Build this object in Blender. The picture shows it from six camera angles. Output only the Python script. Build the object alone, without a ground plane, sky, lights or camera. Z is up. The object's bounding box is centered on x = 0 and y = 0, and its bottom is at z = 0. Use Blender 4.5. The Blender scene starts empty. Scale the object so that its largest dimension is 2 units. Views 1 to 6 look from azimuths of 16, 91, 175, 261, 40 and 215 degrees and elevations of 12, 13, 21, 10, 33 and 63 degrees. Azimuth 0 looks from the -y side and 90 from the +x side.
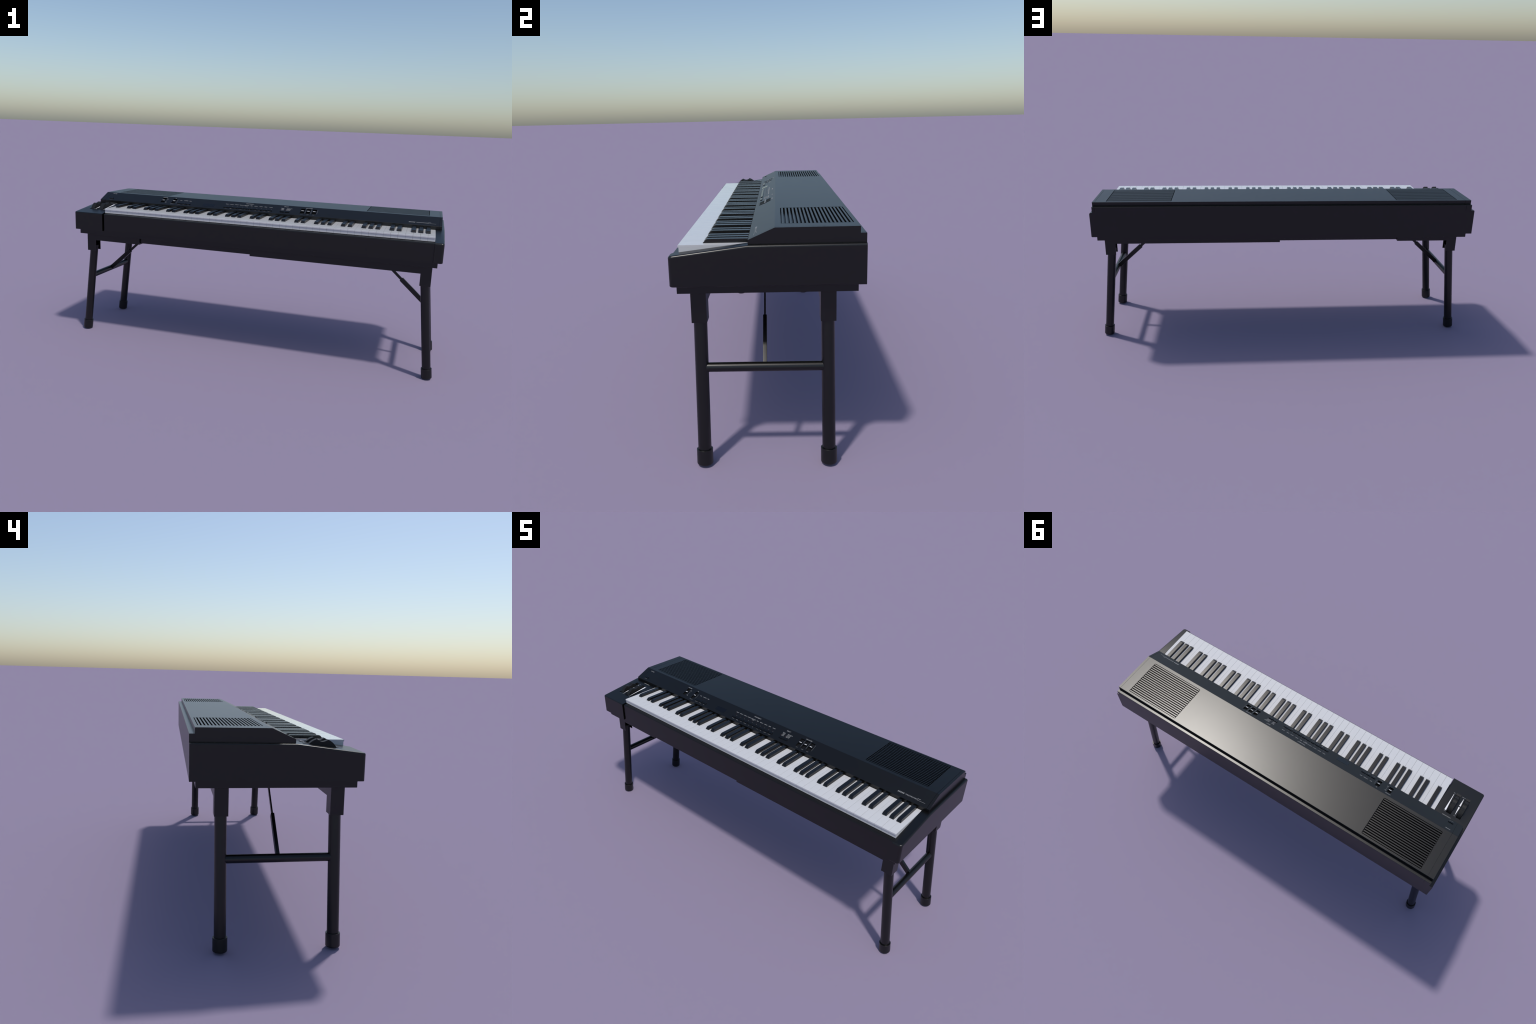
"""Stage piano with fold-out legs: case, top housing with speaker grilles and
control panel, 87 keys, two wheels, mounting rails, four splayed legs."""
import bpy, bmesh, math, random
from mathutils import Vector, Matrix

random.seed(7)
scene = bpy.context.scene

# ------------------------------------------------------------------ materials
def material(name, color, rough, spec=0.5, grain=0.0, grain_scale=900.0,
             vary=0.06, coat=0.0, rough_vary=0.003):
    m = bpy.data.materials.new(name)
    m.use_nodes = True
    nt = m.node_tree
    b = nt.nodes["Principled BSDF"]
    tc = nt.nodes.new("ShaderNodeTexCoord")
    n = nt.nodes.new("ShaderNodeTexNoise")
    n.inputs["Scale"].default_value = 14.0
    n.inputs["Detail"].default_value = 3.0
    nt.links.new(tc.outputs["Object"], n.inputs["Vector"])
    ramp = nt.nodes.new("ShaderNodeValToRGB")
    lo = [c * (1 - vary) for c in color] + [1]
    hi = [min(1, c * (1 + vary)) for c in color] + [1]
    ramp.color_ramp.elements[0].position = 0.3
    ramp.color_ramp.elements[1].position = 0.7
    ramp.color_ramp.elements[0].color = lo
    ramp.color_ramp.elements[1].color = hi
    nt.links.new(n.outputs["Fac"], ramp.inputs["Fac"])
    nt.links.new(ramp.outputs["Color"], b.inputs["Base Color"])
    mr = nt.nodes.new("ShaderNodeMapRange")
    mr.inputs["To Min"].default_value = rough - rough_vary
    mr.inputs["To Max"].default_value = rough + rough_vary
    nt.links.new(n.outputs["Fac"], mr.inputs["Value"])
    nt.links.new(mr.outputs["Result"], b.inputs["Roughness"])
    b.inputs["Specular IOR Level"].default_value = spec
    b.inputs["Coat Weight"].default_value = coat
    if grain > 0:
        g = nt.nodes.new("ShaderNodeTexNoise")
        g.inputs["Scale"].default_value = grain_scale
        g.inputs["Detail"].default_value = 1.0
        nt.links.new(tc.outputs["Object"], g.inputs["Vector"])
        bp = nt.nodes.new("ShaderNodeBump")
        bp.inputs["Strength"].default_value = grain
        bp.inputs["Distance"].default_value = 0.0004
        nt.links.new(g.outputs["Fac"], bp.inputs["Height"])
        nt.links.new(bp.outputs["Normal"], b.inputs["Normal"])
    return m

M_CASE = material("black_satin_case", (0.0022, 0.0021, 0.0018), 0.327)
M_TOP = material("black_satin_top", (0.0022, 0.0021, 0.0018), 0.327)
M_METAL = material("black_painted_steel", (0.0024, 0.0023, 0.0020), 0.33)
M_RUBBER = material("black_rubber", (0.0030, 0.0030, 0.0028), 0.36)
M_DARK = material("recess_black", (0.004, 0.004, 0.004), 0.35)
M_BED = material("key_bed_black", (0.006, 0.006, 0.006), 0.6, spec=0.3)
M_WHITE = material("ivory_white_key", (0.60, 0.60, 0.605), 0.08, grain=0.03,
                   grain_scale=350.0, vary=0.01)
M_BLACK = material("black_key_plastic", (0.0035, 0.0035, 0.0035), 0.24)
M_BUTTON = material("button_black", (0.002, 0.002, 0.002), 0.17, rough_vary=0.01)
M_DISPLAY = material("display_window", (0.0015, 0.0017, 0.003), 0.15, rough_vary=0.01)
M_PRINT = material("printed_grey_ink", (0.34, 0.34, 0.34), 0.33)
M_FAINT = material("printed_faint_ink", (0.15, 0.15, 0.15), 0.33)
M_LOGO = material("logo_grey_ink", (0.20, 0.20, 0.20), 0.33)
M_MARK = material("white_mark_ink", (0.80, 0.80, 0.82), 0.5)
M_KNOB = material("slider_pointer_white", (0.62, 0.62, 0.62), 0.4)
M_LED = material("indicator_red", (0.07, 0.010, 0.008), 0.3)
M_WHEEL = material("wheel_black", (0.006, 0.006, 0.006), 0.55, spec=0.4, grain=0.3,
                   grain_scale=700.0)

# ------------------------------------------------------------------- helpers
def finish(bm, name, mat, parent=None, smooth=35.0, loc=None):
    bmesh.ops.remove_doubles(bm, verts=bm.verts, dist=1e-6)
    bmesh.ops.recalc_face_normals(bm, faces=bm.faces)
    me = bpy.data.meshes.new(name)
    bm.to_mesh(me); bm.free()
    me.materials.append(mat)
    if smooth:
        me.polygons.foreach_set("use_smooth", [True] * len(me.polygons))
        me.set_sharp_from_angle(angle=math.radians(smooth))
    ob = bpy.data.objects.new(name, me)
    scene.collection.objects.link(ob)
    if loc is not None:
        ob.location = loc
    if smooth:
        weighted(ob)
    if parent is not None:
        ob.parent = parent
    return ob

def weighted(ob):
    """Keep flats flat: area-weighted normals, sharp edges kept."""
    md = ob.modifiers.new("weighted", 'WEIGHTED_NORMAL')
    md.mode = 'FACE_AREA'; md.weight = 100; md.keep_sharp = True
    me = bpy.data.meshes.new_from_object(ob.evaluated_get(bpy.context.evaluated_depsgraph_get()))
    ob.modifiers.clear()
    old = ob.data
    me.name = old.name
    ob.data = me
    bpy.data.meshes.remove(old)

def add_box(bm, x0, x1, y0, y1, z0, z1):
    vs = [bm.verts.new((x, y, z)) for x in (x0, x1) for y in (y0, y1) for z in (z0, z1)]
    for f in ((0, 1, 3, 2), (4, 6, 7, 5), (0, 4, 5, 1), (2, 3, 7, 6), (0, 2, 6, 4), (1, 5, 7, 3)):
        bm.faces.new([vs[i] for i in f])
    return vs

def add_prism_x(bm, profile, x0, x1):
    """Extrude a (y, z) outline along x."""
    a = [bm.verts.new((x0, y, z)) for y, z in profile]
    b = [bm.verts.new((x1, y, z)) for y, z in profile]
    n = len(profile)
    bm.faces.new(a); bm.faces.new(b[::-1])
    for i in range(n):
        j = (i + 1) % n
        bm.faces.new((a[i], b[i], b[j], a[j]))

def add_prism_z(bm, outline, z0, z1):
    a = [bm.verts.new((x, y, z0)) for x, y in outline]
    b = [bm.verts.new((x, y, z1)) for x, y in outline]
    n = len(outline)
    bm.faces.new(a[::-1]); bm.faces.new(b)
    for i in range(n):
        j = (i + 1) % n
        bm.faces.new((a[i], a[j], b[j], b[i]))

def bevel_where(bm, test, offset, segments):
    es = [e for e in bm.edges if test((e.verts[0].co, e.verts[1].co), e)]
    if es:
        bmesh.ops.bevel(bm, geom=es, offset=offset, segments=segments, profile=0.5,
                        affect='EDGES', clamp_overlap=True)

def rounded_rect(x0, x1, y0, y1, r, seg=5):
    pts = []
    for cx, cy, a0 in ((x1 - r, y1 - r, 0), (x0 + r, y1 - r, 90), (x0 + r, y0 + r, 180), (x1 - r, y0 + r, 270)):
        for k in range(seg + 1):
            a = math.radians(a0 + 90 * k / seg)
            pts.append((cx + r * math.cos(a), cy + r * math.sin(a)))
    return pts

def cylinder(bm, p0, p1, r, seg=32, bevel0=0.0, bevel1=0.0):
    """Tube with flat ends along p0 -> p1, ends optionally rounded."""
    p0, p1 = Vector(p0), Vector(p1)
    ax = (p1 - p0); L = ax.length; ax.normalize()
    u = ax.orthogonal().normalized(); v = ax.cross(u)
    prof = []
    if bevel0:
        for k in range(5):
            a = math.pi / 2 * k / 4
            prof.append((bevel0 * (1 - math.sin(a)), r - bevel0 * (1 - math.cos(math.pi / 2 - a)) ))
        prof = [(bevel0 * (1 - math.sin(t)), r - bevel0 * (1 - math.cos(t))) for t in [math.pi / 2 * (1 - k / 4) for k in range(5)]]
    else:
        prof = [(0, r)]
    if bevel1:
        prof += [(L - bevel1 * (1 - math.sin(t)), r - bevel1 * (1 - math.cos(t))) for t in [math.pi / 2 * k / 4 for k in range(5)]]
    else:
        prof += [(L, r)]
    rings = []
    for d, rr in prof:
        rings.append([bm.verts.new(p0 + ax * d + (u * math.cos(2 * math.pi * k / seg) + v * math.sin(2 * math.pi * k / seg)) * rr) for k in range(seg)])
    bm.faces.new(rings[0]); bm.faces.new(rings[-1][::-1])
    for a, b in zip(rings, rings[1:]):
        for k in range(seg):
            bm.faces.new((a[k], a[(k + 1) % seg], b[(k + 1) % seg], b[k]))

def cut(ob, cutters, smooth=True):
    """Boolean-subtract helper objects, then delete them."""
    for c in cutters:
        md = ob.modifiers.new("cut", 'BOOLEAN')
        md.operation = 'DIFFERENCE'; md.solver = 'EXACT'; md.object = c
    bpy.context.view_layer.update()
    dg = bpy.context.evaluated_depsgraph_get()
    me = bpy.data.meshes.new_from_object(ob.evaluated_get(dg))
    ob.modifiers.clear()
    old = ob.data
    ob.data = me
    me.name = old.name
    if smooth:
        me.polygons.foreach_set("use_smooth", [True] * len(me.polygons))
        me.set_sharp_from_angle(angle=math.radians(35))
        weighted(ob)
    for c in cutters:
        bpy.data.objects.remove(c)

# --------------------------------------------------------------- main sizes
CASE_X = 0.990
BACK, FRONT = 0.3003, -0.2987
RAIL_Y = -0.2925
CASE_BOT, CASE_TOP = 0.609, 0.7370
KNEE_Y, KNEE_Z = -0.0575, 0.7360
FRONT_Z = 0.7060
KEY_L, KEY_R = -0.8135, 0.9462
N_WHITE = 51
PITCH = (KEY_R - KEY_L) / N_WHITE
KEY_FRONT, KEY_BACK = -0.2730, -0.0580
KEY_TOP = 0.7317
HOUSE_L, HOUSE_R = -0.9728, 0.9760
TOP_Z = 0.7865

piano = bpy.data.objects.new("stage_piano", None)
scene.collection.objects.link(piano)
piano["label"] = "black stage piano with white keys on four folding tube legs"
piano["category"] = "digital piano"

# ------------------------------------------------------------ keyboard case
# the middle body: back box under the housing, sunken key bed, front rail
bm = bmesh.new()
body = [(BACK, CASE_BOT), (BACK, CASE_TOP), (-0.0558, CASE_TOP), (-0.0558, 0.7000),
        (-0.2640, 0.7000), (-0.2660, 0.7058), (-0.2760, 0.7058),
        (RAIL_Y + 0.0045, 0.7045), (RAIL_Y + 0.0013, 0.7030), (RAIL_Y, 0.6995), (RAIL_Y, CASE_BOT)]
add_prism_x(bm, body, -0.8070, KEY_R - 0.0002)
case = finish(bm, "keyboard_case", M_CASE, piano)

# the floor strip behind the gap between left cheek and front rail
bm = bmesh.new()
add_box(bm, -0.8160, -0.8068, -0.2560, BACK - 0.001, CASE_BOT + 0.001, 0.7000)
add_box(bm, -0.8160, -0.8068, -0.0540, BACK - 0.001, 0.7000, CASE_TOP - 0.001)
finish(bm, "case_filler", M_DARK, case)
bm = bmesh.new()      # back panel strips closing the joints to the cheeks
add_box(bm, -0.8160, -0.8070, BACK - 0.0009, BACK, CASE_BOT, CASE_TOP - 0.0005)
add_box(bm, KEY_R - 0.0002, KEY_R + 0.0003, BACK - 0.0009, BACK, CASE_BOT, CASE_TOP - 0.0005)
finish(bm, "back_strip", M_CASE, case, 0)

cheek_profile = [(FRONT, CASE_BOT), (FRONT, FRONT_Z), (KNEE_Y, KNEE_Z), (BACK, CASE_TOP), (BACK, CASE_BOT)]
def cheek(x0, x1, outer, top_r, corner_r, bottom_r, smooth=35.0):
    bm = bmesh.new()
    add_prism_x(bm, cheek_profile, x0, x1)
    is_out = lambda v: abs(v.x - outer) < 1e-5
    bevel_where(bm, lambda c, e: all(is_out(v) and abs(v.y - FRONT) < 1e-5 for v in c), corner_r, 6)
    def top_edge(c, e):
        up = [f.normal.z > 0.5 for f in e.link_faces]
        side = [abs(f.normal.z) < 0.3 for f in e.link_faces]
        if not (any(up) and any(side)):
            return False
        mid = (c[0] + c[1]) / 2
        inner = x1 if outer == x0 else x0
        if all(abs(v.x - inner) < 1e-5 for v in c):
            return False
        return not all(abs(v.y - BACK) < 1e-5 for v in c)
    bm.normal_update()
    bevel_where(bm, top_edge, top_r, 4)
    if bottom_r:
        bm.normal_update()
        inner = x1 if outer == x0 else x0
        bevel_where(bm, lambda c, e: all(v.z < CASE_BOT + 1e-5 for v in c)
                    and not all(abs(v.x - inner) < 1e-5 for v in c) and not all(abs(v.y - BACK) < 1e-5 for v in c)
                    and any(abs(f.normal.z) < 0.3 for f in e.link_faces), bottom_r, 3)
    return finish(bm, "end_cheek", M_CASE, piano, smooth)

left_cheek = cheek(-CASE_X, -0.8160, -CASE_X, 0.0045, 0.0105, 0.0, 0)
right_cheek = cheek(KEY_R + 0.0003, CASE_X, CASE_X, 0.0075, 0.0140, 0.004)

# plinth under the case
bm = bmesh.new()
add_box(bm, -0.968, 0.968, -0.2795, 0.2785, 0.5827, CASE_BOT + 0.0005)
bevel_where(bm, lambda c, e: all(v.z < 0.59 for v in c), 0.0012, 2)
finish(bm, "case_plinth", M_CASE, piano)

# small round pads under the plinth
for x in (0.945,):
    for y in (-0.082, 0.110):
        bm = bmesh.new()
        cylinder(bm, (x, y, 0.5850), (x, y, 0.5768), 0.0120, 24, 0, 0.003)
        finish(bm, "bottom_pad", M_RUBBER, piano)

# --------------------------------------------------------------- key bed, keys
bm = bmesh.new()
add_box(bm, KEY_L + 0.0055, KEY_R - 0.002, -0.2620, -0.0562, 0.6985, 0.7015)
key_bed = finish(bm, "key_bed", M_BED, piano)

BLACK_HALF = 0.0104
BLACK_FRONT = -0.1978
def white_mesh(notch_l, notch_r):
    w = PITCH / 2 - 0.00032
    c = 0.0007
    def outline(front):
        pts = [(-w, front), (w, front)]
        nx = PITCH / 2 - BLACK_HALF - c
        ny = BLACK_FRONT - c
        pts += [(w, ny), (nx, ny), (nx, KEY_BACK)] if notch_r else [(w, KEY_BACK)]
        pts += [(-nx, KEY_BACK), (-nx, ny), (-w, ny)] if notch_l else [(-w, KEY_BACK)]
        return pts
    bm = bmesh.new()
    add_prism_z(bm, outline(KEY_FRONT), 0.7246, KEY_TOP)
    bevel_where(bm, lambda c_, e: all(v.z > KEY_TOP - 1e-5 for v in c_) and all(abs(v.y - KEY_FRONT) < 1e-5 for v in c_), 0.0010, 3)
    bevel_where(bm, lambda c_, e: all(v.z > KEY_TOP - 1e-5 for v in c_) and len(e.link_faces) == 2
                and any(abs(f.normal.z) < 0.2 for f in e.link_faces), 0.0003, 1)
    add_prism_z(bm, outline(-0.2702), 0.7080, 0.7250)
    ob = finish(bm, "white_key", M_WHITE, None)
    me = ob.data
    bpy.data.objects.remove(ob)
    return me

w_meshes = {}
names = "ABCDEFG"
has_black_after = set("ACDFG")
for i in range(N_WHITE):
    n = names[i % 7]
    nr = n in has_black_after and i < N_WHITE - 1
    nl = i > 0 and names[(i - 1) % 7] in has_black_after
    if (nl, nr) not in w_meshes:
        w_meshes[(nl, nr)] = white_mesh(nl, nr)
    ob = bpy.data.objects.new("white_key", w_meshes[(nl, nr)])
    ob.location = (KEY_L + (i + 0.5) * PITCH + random.uniform(-1, 1) * 0.00012, 0, random.uniform(-1, 1) * 0.00012)
    scene.collection.objects.link(ob)
    ob.parent = key_bed

def black_mesh():
    # side outline (y, z) of the raised part, front foot -> rounded nose -> back
    side = [(BLACK_FRONT, 0.7318), (-0.1942, 0.7362), (-0.1906, 0.7402), (-0.1886, 0.7422),
            (-0.1862, 0.7434), (-0.1825, 0.7441), (-0.1200, 0.7441), (KEY_BACK - 0.0005, 0.7439)]
    half = lambda z: BLACK_HALF - (z - 0.7318) / 0.0137 * 0.0011
    bm = bmesh.new()
    lft = [bm.verts.new((-half(z), y, z)) for y, z in side]
    rgt = [bm.verts.new((half(z), y, z)) for y, z in side]
    bb = KEY_BACK - 0.0005
    base = [bm.verts.new(p) for p in ((-BLACK_HALF, bb, 0.7318), (BLACK_HALF, bb, 0.7318),
            (-BLACK_HALF, BLACK_FRONT, 0.7140), (BLACK_HALF, BLACK_FRONT, 0.7140),
            (BLACK_HALF, bb, 0.7140), (-BLACK_HALF, bb, 0.7140))]
    bl, br, fl0, fr0, br0, bl0 = base
    for i in range(len(side) - 1):
        bm.faces.new((lft[i], rgt[i], rgt[i + 1], lft[i + 1]))
    bm.faces.new(lft + [bl]); bm.faces.new(rgt + [br])
    bm.faces.new((lft[-1], rgt[-1], br, bl))
    bm.faces.new((fl0, fr0, rgt[0], lft[0])); bm.faces.new((fl0, lft[0], bl, bl0))
    bm.faces.new((fr0, br0, br, rgt[0])); bm.faces.new((bl0, bl, br, br0)); bm.faces.new((fl0, bl0, br0, fr0))
    tops = set(lft[1:] + rgt[1:])
    es = [e for e in bm.edges if abs(e.verts[0].co.x - e.verts[1].co.x) < 0.002
          and all(v.co.z > 0.7325 for v in e.verts) and all(v in tops for v in e.verts)]
    bmesh.ops.bevel(bm, geom=es, offset=0.0004, segments=2, profile=0.5, affect='EDGES')
    ob = finish(bm, "black_key", M_BLACK, None, 40)
    me = ob.data
    bpy.data.objects.remove(ob)
    return me

b_mesh = black_mesh()
for i in range(N_WHITE - 1):
    if names[i % 7] in has_black_after:
        ob = bpy.data.objects.new("black_key", b_mesh)
        ob.location = (KEY_L + (i + 1) * PITCH + random.uniform(-1, 1) * 0.0001, 0, random.uniform(-1, 1) * 0.00015)
        scene.collection.objects.link(ob)
        ob.parent = key_bed

# ----------------------------------------------------------------- top housing
PANEL_LOW = Vector((0, -0.0565, 0.7500))
PANEL_HIGH = Vector((0, 0.0255, TOP_Z))
SLOPE = (PANEL_HIGH - PANEL_LOW).normalized()
PNORM = Vector((1, 0, 0)).cross(SLOPE)
PANEL = Matrix(((1, SLOPE.x, PNORM.x, PANEL_LOW.x), (0, SLOPE.y, PNORM.y, PANEL_LOW.y),
                (0, SLOPE.z, PNORM.z, PANEL_LOW.z), (0, 0, 0, 1)))
# block top plane in front of the housing, same kind of frame for its printing
BS = Vector((0, KNEE_Y - FRONT, KNEE_Z - FRONT_Z)).normalized()
BN = Vector((1, 0, 0)).cross(BS)

house_profile = [(-0.0565, 0.7366), (-0.0565, 0.7500), (0.0255, TOP_Z), (0.2815, TOP_Z),
                 (0.2815, 0.7660), (BACK + 0.0002, 0.7660), (BACK + 0.0002, 0.7366)]
def housing(x0, x1, name, parent):  # flat shaded, edges slightly broken
    bm = bmesh.new()
    add_prism_x(bm, house_profile, x0, x1)
    bevel_where(bm, lambda c, e: abs(c[0].x - c[1].x) > 0.001 and
                any(abs(c[0].y - y) + abs(c[0].z - z) < 1e-5 for y, z in
                    ((-0.0565, 0.75), (0.0255, TOP_Z), (0.2815, TOP_Z), (BACK + 0.0002, 0.766))), 0.0010, 1)
    return finish(bm, name, M_TOP, parent, 0)

SEAM_L, SEAM_R = -0.9423, 0.9633
house = housing(SEAM_L + 0.0005, SEAM_R - 0.0005, "top_housing", piano)
for a, b in ((HOUSE_L, SEAM_L - 0.0005), (SEAM_R + 0.0005, HOUSE_R)):
    housing(a, b, "housing_end_cap", house)
bm = bmesh.new()      # dark filler seen down the seams
for s in (SEAM_L, SEAM_R):
    add_prism_x(bm, [(y * 0.99 + 0.0012, z - 0.0025) for y, z in house_profile], s - 0.002, s + 0.002)
finish(bm, "seam_liner", M_DARK, house)

def panel_cutter(x0, x1, s0, s1, depth):
    bm = bmesh.new()
    add_box(bm, x0, x1, s0, s1, -depth, 0.004)
    bmesh.ops.transform(bm, matrix=PANEL, verts=bm.verts)
    return finish(bm, "cutter", M_DARK)

GRILLES = ((-0.9015, -0.5760, 0.0440, 0.2702), (0.5856, 0.9104, 0.0440, 0.2702))
GRILLE_FLOOR = 0.7690
SLIDERS = ((-0.5795, 0.0205, 0.0715), (-0.5125, 0.0205, 0.0700),
           (0.2488, 0.0180, 0.0690), (0.2807, 0.0180, 0.0690), (0.3133, 0.0180, 0.0690))
SLOT_HALF = 0.0112
cutters = []
for x0, x1, y0, y1 in GRILLES:
    bm = bmesh.new()
    add_prism_z(bm, rounded_rect(x0, x1, y0, y1, 0.006), GRILLE_FLOOR, TOP_Z + 0.01)
    cutters.append(finish(bm, "cutter", M_DARK))
for x, s0, s1 in SLIDERS:
    cutters.append(panel_cutter(x - SLOT_HALF, x + SLOT_HALF, s0, s1, 0.007))
cut(house, cutters, smooth=False)

# speaker grilles: dark tray lining plus a row of slats in each opening
N_SLAT = 18
for x0, x1, y0, y1 in GRILLES:
    bm = bmesh.new()
    t = 0.0006
    add_box(bm, x0 + t, x1 - t, y0 + t, y1 - t, GRILLE_FLOOR - 0.001, GRILLE_FLOOR + 0.0006)
    tray = finish(bm, "speaker_tray", M_DARK, house)
    edge = 0.0036
    pitch = (y1 - y0 - 2 * edge) / (N_SLAT + (N_SLAT - 1) * 0.96)
    gap = pitch * 0.96
    slat_mesh = None
    for k in range(N_SLAT):
        ya = y0 + edge + k * (pitch + gap)
        if slat_mesh is None:
            bm = bmesh.new()
            add_prism_z(bm, rounded_rect(x0 + 0.0030, x1 - 0.0030, 0, pitch, 0.0016, 3), GRILLE_FLOOR + 0.0002, TOP_Z - 0.0002)
            ob = finish(bm, "grille_slat", M_TOP, house)
            slat_mesh = ob.data
        else:
            ob = bpy.data.objects.new("grille_slat", slat_mesh)
            scene.collection.objects.link(ob)
            ob.parent = house
        ob.location = (0, ya, 0)

# ------------------------------------------------------------- panel controls
def on_panel(bm, name, mat, parent=None, smooth=35.0):
    bmesh.ops.transform(bm, matrix=PANEL, verts=bm.verts)
    return finish(bm, name, mat, parent or house, smooth)

def button(x0, x1, s0=0.0190, s1=0.0285):
    bm = bmesh.new()
    h0, h1 = 0.0032, 0.0030
    v = add_box(bm, x0, x1, s0, s1, -0.001, 0.003)
    for q in v:
        if q.co.z > 0:
            q.co.z = h0 if abs(q.co.y - s0) < 1e-6 else h1
    bevel_where(bm, lambda c, e: all(q.z > 0 for q in c), 0.0006, 2)
    on_panel(bm, "push_button", M_BUTTON)

for k in range(3):
    x = -0.4840 + 0.0283 * k
    button(x, x + 0.0243)
for k in range(10):
    x = -0.2003 + 0.02855 * k
    button(x, x + 0.0245)
button(0.1262, 0.1505); button(0.1546, 0.1790)
button(-0.9260, -0.8985, 0.0190, 0.0275)

def led(x, s=0.0432):
    bm = bmesh.new()
    cylinder(bm, (x, s, -0.001), (x, s, 0.0008), 0.0011, 12, 0, 0.0004)
    on_panel(bm, "indicator_lamp", M_LED)
for x in (-0.4722, -0.4430, -0.4150):
    led(x)
for k in range(10):
    led(-0.1868 + 0.02825 * k)
for x, s in ((0.1262, 0.044), (0.1262, 0.038), (0.1545, 0.044), (0.1545, 0.038)):
    led(x, s)

# display window, set a little proud so that its edge shows
bm = bmesh.new()
add_box(bm, -0.3272, -0.2588, 0.0150, 0.0449, -0.001, 0.0005)
bevel_where(bm, lambda c, e: all(v.z > 0 for v in c), 0.0003, 1)
on_panel(bm, "display_window", M_DISPLAY)

# sliders: floor groove, cap with a white pointer line
for x, s0, s1 in SLIDERS:
    bm = bmesh.new()
    for dx in (-0.0047, 0.0047):
        add_box(bm, x + dx - 0.0006, x + dx + 0.0006, s0 + 0.002, s1 - 0.002, -0.0075, -0.0045)
    add_box(bm, x - SLOT_HALF + 0.0003, x + SLOT_HALF - 0.0003, s0 + 0.0003, s1 - 0.0003, -0.0078, -0.0066)
    on_panel(bm, "slider_track", M_DARK)
    sc = 0.0447
    bm = bmesh.new()
    prof = [(sc - 0.0056, -0.006), (sc - 0.0048, 0.0012), (sc - 0.0040, 0.0018), (sc + 0.0040, 0.0018), (sc + 0.0048, 0.0012), (sc + 0.0056, -0.006)]
    add_prism_x(bm, prof, x - SLOT_HALF + 0.0008, x + SLOT_HALF - 0.0008)
    cap = on_panel(bm, "slider_cap", M_TOP, smooth=0)
    bm = bmesh.new()
    add_box(bm, x - 0.0066, x + 0.0066, sc - 0.0017, sc + 0.0017, 0.0010, 0.0024)
    on_panel(bm, "slider_pointer", M_KNOB, smooth=0)

# ------------------------------------------------------------------- printing
def word(text, frame, x0, x1, s, height, mat=M_PRINT, parent=None, lift=0.0002, shear=0.0):
    cu = bpy.data.curves.new("printed_word", 'FONT')
    cu.body = text
    cu.size = 1.0
    cu.shear = shear
    cu.resolution_u = 3
    cu.offset = 0.012
    tmp = bpy.data.objects.new("printed_word", cu)
    scene.collection.objects.link(tmp)
    bpy.context.view_layer.update()
    me = bpy.data.meshes.new_from_object(tmp.evaluated_get(bpy.context.evaluated_depsgraph_get()))
    bpy.data.objects.remove(tmp)
    xs = [v.co.x for v in me.vertices]; ys = [v.co.y for v in me.vertices]
    sx = (x1 - x0) / (max(xs) - min(xs)); sy = height / (max(ys) - min(ys))
    for v in me.vertices:
        v.co = frame @ Vector((x0 + (v.co.x - min(xs)) * sx, s - height / 2 + (v.co.y - min(ys)) * sy, lift))
    bm = bmesh.new(); bm.from_mesh(me); bpy.data.meshes.remove(me)
    r = bmesh.ops.solidify(bm, geom=bm.faces[:], thickness=-0.0003)
    return finish(bm, "printed_word", mat, parent or house, 0)

def bar(frame, x0, x1, s0, s1, mat=M_PRINT, parent=None, name="printed_line", top=0.0004, skew=0.0):
    bm = bmesh.new()
    vs = add_box(bm, x0, x1, s0, s1, -0.0003, top)
    for v in vs:
        v.co.x += skew * (v.co.y - s0)
    bmesh.ops.transform(bm, matrix=frame, verts=bm.verts)
    return finish(bm, name, mat, parent or house, 0)

P = PANEL
H = 0.0044
word("POWER", P, -0.9259, -0.9000, 0.0755, 0.0046)
word("ON OFF", P, -0.9215, -0.8998, 0.0127, 0.0040, M_FAINT)
word("VOLUME", P, -0.5950, -0.5662, 0.0760, 0.0052)
word("MAX", P, -0.5638, -0.5548, 0.0610, 0.0044)
word("MIN", P, -0.5628, -0.5540, 0.0252, 0.0044)
bar(P, -0.5597, -0.5589, 0.029, 0.057, M_FAINT)
word("A", P, -0.5178, -0.5092, 0.0757, 0.0050)
word("EFFECT", P, -0.5230, -0.5012, 0.0121, 0.0040, M_FAINT)
bar(P, -0.4943, -0.4935, 0.026, 0.060, M_FAINT)
for t, a, b in (("REV", -0.4784, -0.4666), ("TRANSPOSE", -0.4548, -0.4302), ("MIDI", -0.4218, -0.4091)):
    word(t, P, a, b, 0.0570, H)
for t, a, b in (("DEPTH", -0.4797, -0.4625), ("TUNE", -0.4487, -0.4349), ("SET", -0.4172, -0.4082)):
    word(t, P, a, b, 0.0128, 0.0036, M_FAINT)
word("VOICE SELECT", P, -0.0837, -0.0366, 0.0753, 0.0055)
voices = (("PIANO 1", -0.1967, -0.1785), ("PIANO 2", -0.1705, -0.1502), ("E.PIANO 1", -0.1424, -0.1211),
          ("E.PIANO 2", -0.1144, -0.0905), ("HARPSICHORD", -0.0879, -0.0605), ("VIBES", -0.0529, -0.0399),
          ("ORGAN 1", -0.0290, -0.0087), ("ORGAN 2", 0.0010, 0.0201), ("STRINGS", 0.0296, 0.0444), ("CHOIR", 0.0580, 0.0758))
for t, a, b in voices:
    word(t, P, a, b, 0.0565, H)
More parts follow.
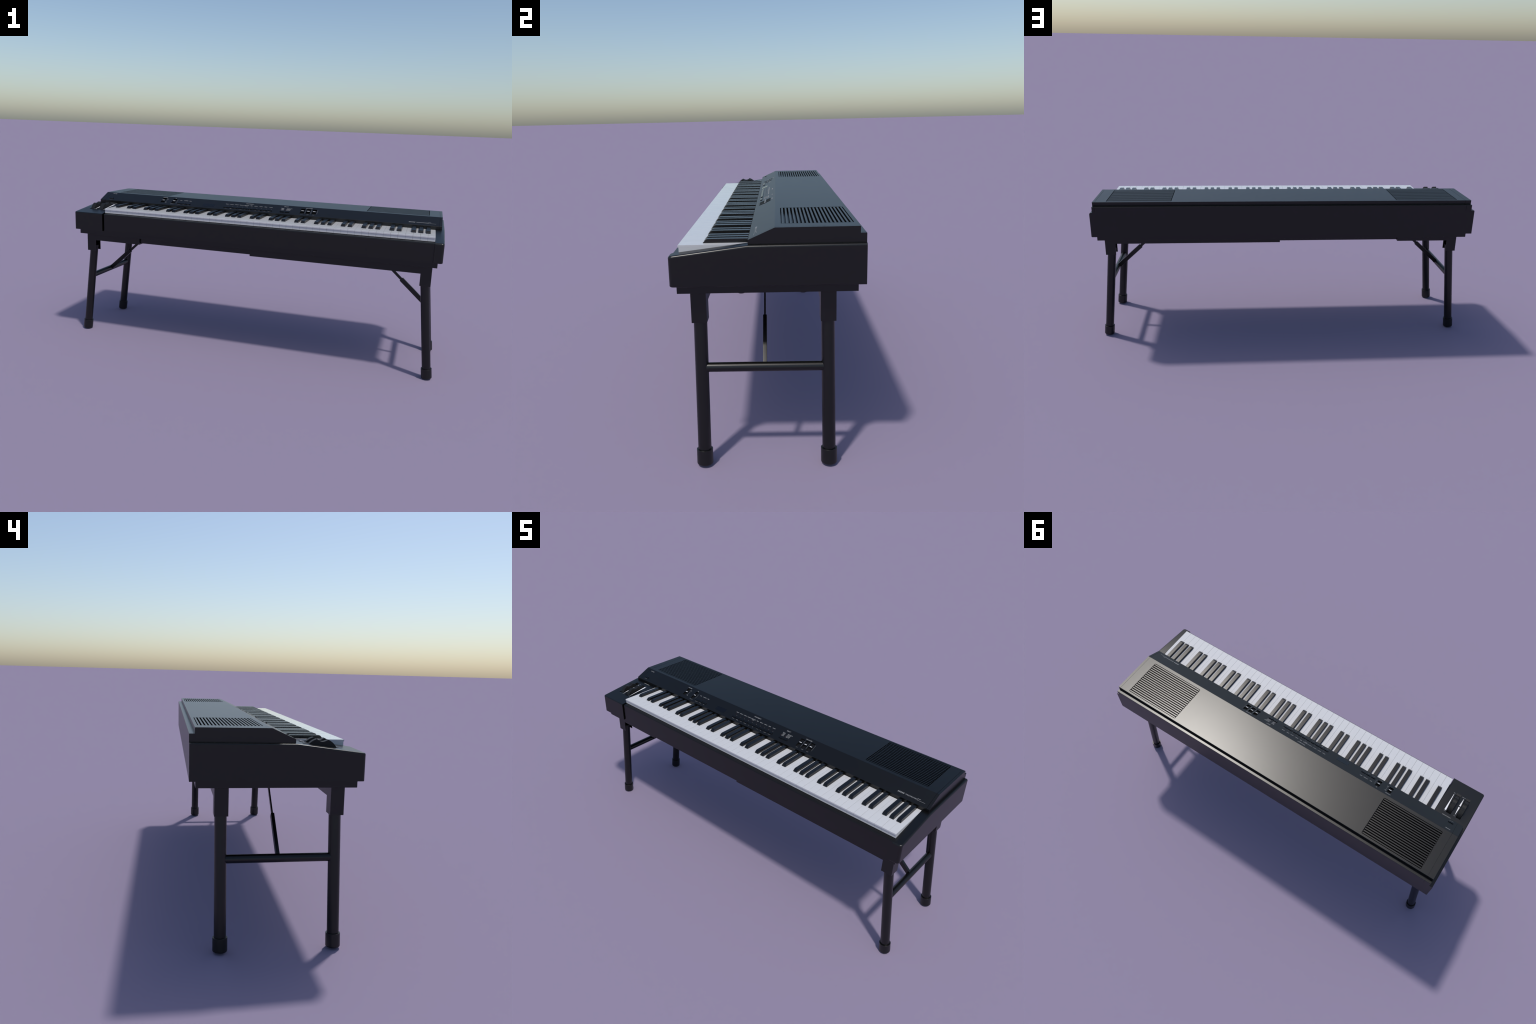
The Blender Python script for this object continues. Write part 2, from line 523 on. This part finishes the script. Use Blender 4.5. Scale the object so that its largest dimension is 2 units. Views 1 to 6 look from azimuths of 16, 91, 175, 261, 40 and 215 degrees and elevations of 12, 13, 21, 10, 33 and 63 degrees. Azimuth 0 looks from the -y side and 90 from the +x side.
word("CLAVI", P, -0.0815, -0.0672, 0.0510, 0.0036)
lower = (("DEMO", -0.1927, -0.1779), ("1", -0.1632, -0.1509), ("2-3", -0.1352, -0.1242), ("TUNE", -0.1098, -0.0922),
         ("A", -0.0750, -0.0692), ("B", -0.0476, -0.0421), ("C-D", -0.0200, -0.0080), ("E", 0.0080, 0.0132),
         ("LEFT", 0.0312, 0.0468), ("RIGHT", 0.0604, 0.0749))
for t, a, b in lower:
    word(t, P, a, b, 0.0123, 0.0036, M_FAINT)
for k in range(10):
    bar(P, -0.1800 + 0.0282 * k, -0.1778 + 0.0282 * k, 0.0355, 0.0375, M_LOGO, name="printed_dot")
word("SPLIT", P, 0.1387, 0.1641, 0.0753, 0.0055)
for k, (t, u) in enumerate((("PIANO", "STRINGS+BASS"), ("ORGAN", "CHOIR+PNO"), ("VIBES", "E.P+BASS"), ("BASS", "ORG+STR"))):
    s = 0.0575 - 0.0062 * k
    word(t, P, 0.1295 if k else 0.1262, 0.1435, s, 0.0040)
    word(u, P, 0.1580, (0.1880, 0.1815, 0.1800, 0.1790)[k], s, 0.0040)
word("EQUALIZER", P, 0.2619, 0.2985, 0.0756, 0.0055)
for x in (0.2645, 0.2963, 0.3299):
    bar(P, x - 0.0004, x + 0.0004, 0.0245, 0.0632, M_FAINT)
for t, a, b in (("LOW", 0.2439, 0.2536), ("MIDDLE", 0.2757, 0.2890), ("HIGH", 0.3090, 0.3190)):
    word(t, P, a, b, 0.0124, 0.0038, M_FAINT)

# emblem stand-in near the right end: slanted block strokes, a wavy script line, an underline
for k in range(5):
    x = 0.8105 + 0.0066 * k
    bar(P, x, x + 0.0048, 0.0195, 0.0265, M_LOGO, name="emblem_stroke", skew=0.25)
bm = bmesh.new()
prev = None
for k in range(61):
    x = 0.8480 + 0.0600 * k / 60
    s = 0.0230 + 0.0026 * math.sin(k * 0.95) * (1.0 - 0.3 * k / 60)
    a, b = bm.verts.new((x, s - 0.0016, 0.0003)), bm.verts.new((x + 0.0008, s + 0.0016, 0.0003))
    if prev:
        bm.faces.new((prev[0], a, b, prev[1]))
    prev = (a, b)
bmesh.ops.solidify(bm, geom=bm.faces[:], thickness=0.0003)
on_panel(bm, "emblem_script", M_LOGO, smooth=0)
bar(P, 0.9060, 0.9205, 0.0262, 0.0284, M_LOGO, name="emblem_stroke", skew=0.25)
bar(P, 0.9060, 0.9457, 0.0188, 0.0200, M_LOGO, name="emblem_stroke")

# ------------------------------------------------------ wheels on left cheek
def block_z(y):
    return FRONT_Z + (y - FRONT) * (KNEE_Z - FRONT_Z) / (KNEE_Y - FRONT)
BLOCK = Matrix(((1, 0, 0, 0), (0, BS.y, BN.y, 0), (0, BS.z, BN.z, block_z(0)), (0, 0, 0, 1)))
WHEELS = ((-0.8915, -0.8660), (-0.9440, -0.9195))
W_Y0, W_Y1 = -0.2225, -0.0872
cutters = []
for x0, x1 in WHEELS:
    bm = bmesh.new()
    add_box(bm, x0, x1, W_Y0, W_Y1, 0.690, 0.760)
    cutters.append(finish(bm, "cutter", M_DARK))
cut(left_cheek, cutters)
for x0, x1 in WHEELS:
    bm = bmesh.new()
    add_box(bm, x0 + 0.0002, x1 - 0.0002, W_Y0 + 0.0002, W_Y1 - 0.0002, 0.6895, 0.6906)
    finish(bm, "wheel_well", M_DARK, left_cheek)
    bm = bmesh.new()
    add_prism_x(bm, [(W_Y0 - 0.0003, 0.7000), (W_Y0 - 0.0003, block_z(W_Y0) - 0.0001), (-0.2110, block_z(W_Y0) - 0.0014), (-0.2110, 0.7000)],
                x0 + 0.0003, x1 - 0.0003)
    finish(bm, "wheel_well_ramp", M_CASE, left_cheek, 0)
    # disc with a concave thumb notch ahead of its crest
    cy, cz, R = -0.1530, 0.6900, 0.0605
    a1 = math.atan2(0.7500 - cz, -0.1360 - cy)      # rear lip of the notch
    a2 = math.atan2(0.7440 - cz, -0.1755 - cy)      # front lip
    pts = []
    steps = 220
    for k in range(steps):
        a = a2 + (2 * math.pi - (a2 - a1)) * k / steps
        b = (a - a1 + math.pi) % (2 * math.pi) - math.pi
        rib = 0.0006 * (k % 2) if -1.5 < b < -0.03 else 0.0      # grip ribs behind the notch
        pts.append((cy + (R - rib) * math.cos(a), cz + (R - rib) * math.sin(a)))
    A, B = Vector((cy + R * math.cos(a1), cz + R * math.sin(a1))), Vector((cy + R * math.cos(a2), cz + R * math.sin(a2)))
    d = (A - B); nrm = Vector((-d.y, d.x)).normalized()
    if nrm.y > 0: nrm = -nrm
    for k in range(0, 12):
        t = k / 11
        pts.append(tuple(A.lerp(B, t) + nrm * 0.0080 * math.sin(math.pi * t) ** 0.85))
    clean = [pts[0]]
    for p in pts[1:]:
        if (Vector(p) - Vector(clean[-1])).length > 2e-4: clean.append(p)
    if (Vector(clean[0]) - Vector(clean[-1])).length < 2e-4: clean.pop()
    bm = bmesh.new()
    add_prism_x(bm, clean, x0 + 0.0018, x1 - 0.0018)
    bm.normal_update()
    bevel_where(bm, lambda c, e: abs(c[0].x - c[1].x) < 1e-6, 0.0006, 2)
    finish(bm, "control_wheel", M_WHEEL, left_cheek)

def block_poly(pts, name, mat):
    bm = bmesh.new()
    top = [bm.verts.new((x, y, block_z(y) + 0.0004)) for x, y in pts]
    low = [bm.verts.new((x, y, block_z(y) - 0.0004)) for x, y in pts]
    bm.faces.new(top); bm.faces.new(low[::-1])
    for i in range(len(pts)):
        j = (i + 1) % len(pts)
        bm.faces.new((top[i], low[i], low[j], top[j]))
    finish(bm, name, mat, left_cheek, 0)

block_poly([(-0.8572, -0.2080), (-0.8560, -0.2080), (-0.8533, -0.0960), (-0.8623, -0.0960)], "wedge_mark", M_MARK)
block_poly([(-0.9116, -0.2090), (-0.9106, -0.2090), (-0.9068, -0.1585), (-0.9153, -0.1585)], "wedge_mark", M_MARK)
block_poly([(-0.9148, -0.1512), (-0.9072, -0.1512), (-0.9103, -0.1005), (-0.9113, -0.1005)], "wedge_mark", M_MARK)
BF = Matrix(((1, 0, 0, 0), (0, BS.y, BN.y, 0), (0, BS.z, BN.z, block_z(0)), (0, 0, 0, 1)))
q = 1 / BS.y
for t, a, b, y, h in (("MIN", -0.8616, -0.8527, -0.2155, 0.0036), ("MAX", -0.8618, -0.8527, -0.0900, 0.0036),
                      ("DOWN", -0.9163, -0.8998, -0.2163, 0.0036), ("UP", -0.9142, -0.9070, -0.0912, 0.0036),
                      ("MODULATION", -0.9015, -0.8566, -0.0666, 0.0048)):
    word(t, BF, a, b, y * q, h, parent=left_cheek)

# ------------------------------------------------------------ stand and legs
LEG_Y = {"front": -0.2178, "rear": 0.1889}
RAIL_Z0, RAIL_Z1 = 0.5410, 0.5832
HW = 0.0244
for side, ly in LEG_Y.items():
    bm = bmesh.new()
    y0, y1 = ly - HW, ly + HW
    add_box(bm, -0.947, -0.617, y0, y1, RAIL_Z0, RAIL_Z1)
    add_box(bm, 0.026, 0.947, y0, y1, RAIL_Z0, RAIL_Z1)
    # between the leg ends the rail is a slimmer section, stepped in and up
    add_box(bm, -0.618, 0.027, y0 + 0.0085, y1 - 0.0085, RAIL_Z0 + 0.0070, RAIL_Z1)
    finish(bm, "mounting_rail", M_METAL, piano, 20)

SPLAY = 0.1115
FOOT_X = 0.9743
def leg_x(z):
    return FOOT_X - SPLAY * z
for sx in (-1, 1):
    for ly in LEG_Y.values():
        # folded sheet bracket: outer wall and two side plates, open inwards
        bm = bmesh.new()
        t = 0.0022
        xa, xb, za, zb = 0.8945, 0.947, 0.480, RAIL_Z0
        for (p, q_, y0, y1) in ((xa, xb, ly - HW, ly - HW + t), (xa, xb, ly + HW - t, ly + HW), (xb - t, xb, ly - HW + t, ly + HW - t)):
            x0, x1 = sorted((sx * p, sx * q_))
            add_box(bm, x0, x1, y0, y1, za, zb)
        finish(bm, "leg_bracket", M_METAL, piano, 20)
        bm = bmesh.new()
        cylinder(bm, (sx * leg_x(0.025), ly, 0.025), (sx * leg_x(0.513), ly, 0.513), 0.0215, 40, 0, 0.004)
        leg = finish(bm, "leg", M_METAL, piano, 40)
        bm = bmesh.new()
        cylinder(bm, (sx * leg_x(0.0023), ly, 0.0023), (sx * leg_x(0.0535), ly, 0.0535), 0.0264, 40, 0.0055, 0.0007)
        finish(bm, "rubber_foot", M_RUBBER, leg, 40)
    cy = (LEG_Y["front"] + LEG_Y["rear"]) / 2
    bx, bz = sx * leg_x(0.3260), 0.3260
    bm = bmesh.new()
    cylinder(bm, (bx, LEG_Y["front"] + 0.012, bz), (bx, LEG_Y["rear"] - 0.012, bz), 0.0154, 32)
    finish(bm, "cross_bar", M_METAL, piano, 40)
    # telescoping brace: wide lower sleeve, slim upper bar
    def flat_bar(p0, p1, thick, wide, name, parent):
        p0, p1 = Vector(p0), Vector(p1)
        ax = (p1 - p0).normalized(); up = Vector((0, 1, 0)); nn = ax.cross(up)
        bm = bmesh.new()
        vs = add_box(bm, 0, (p1 - p0).length, -wide / 2, wide / 2, -thick / 2, thick / 2)
        for v in vs:
            v.co = p0 + ax * v.co.x + up * v.co.y + nn * v.co.z
        bevel_where(bm, lambda c, e: True, 0.0008, 2)
        return finish(bm, name, M_METAL, parent, 30)
    lower_end = (sx * 0.932, cy, 0.3290)
    joint = (sx * 0.8000, cy, 0.4485)
    upper = (sx * 0.6530, cy, 0.5835)
    sleeve = flat_bar(lower_end, joint, 0.0228, 0.0128, "folding_brace", piano)
    flat_bar((sx * 0.8200, cy, 0.4303), upper, 0.0142, 0.0056, "brace_rod", sleeve)
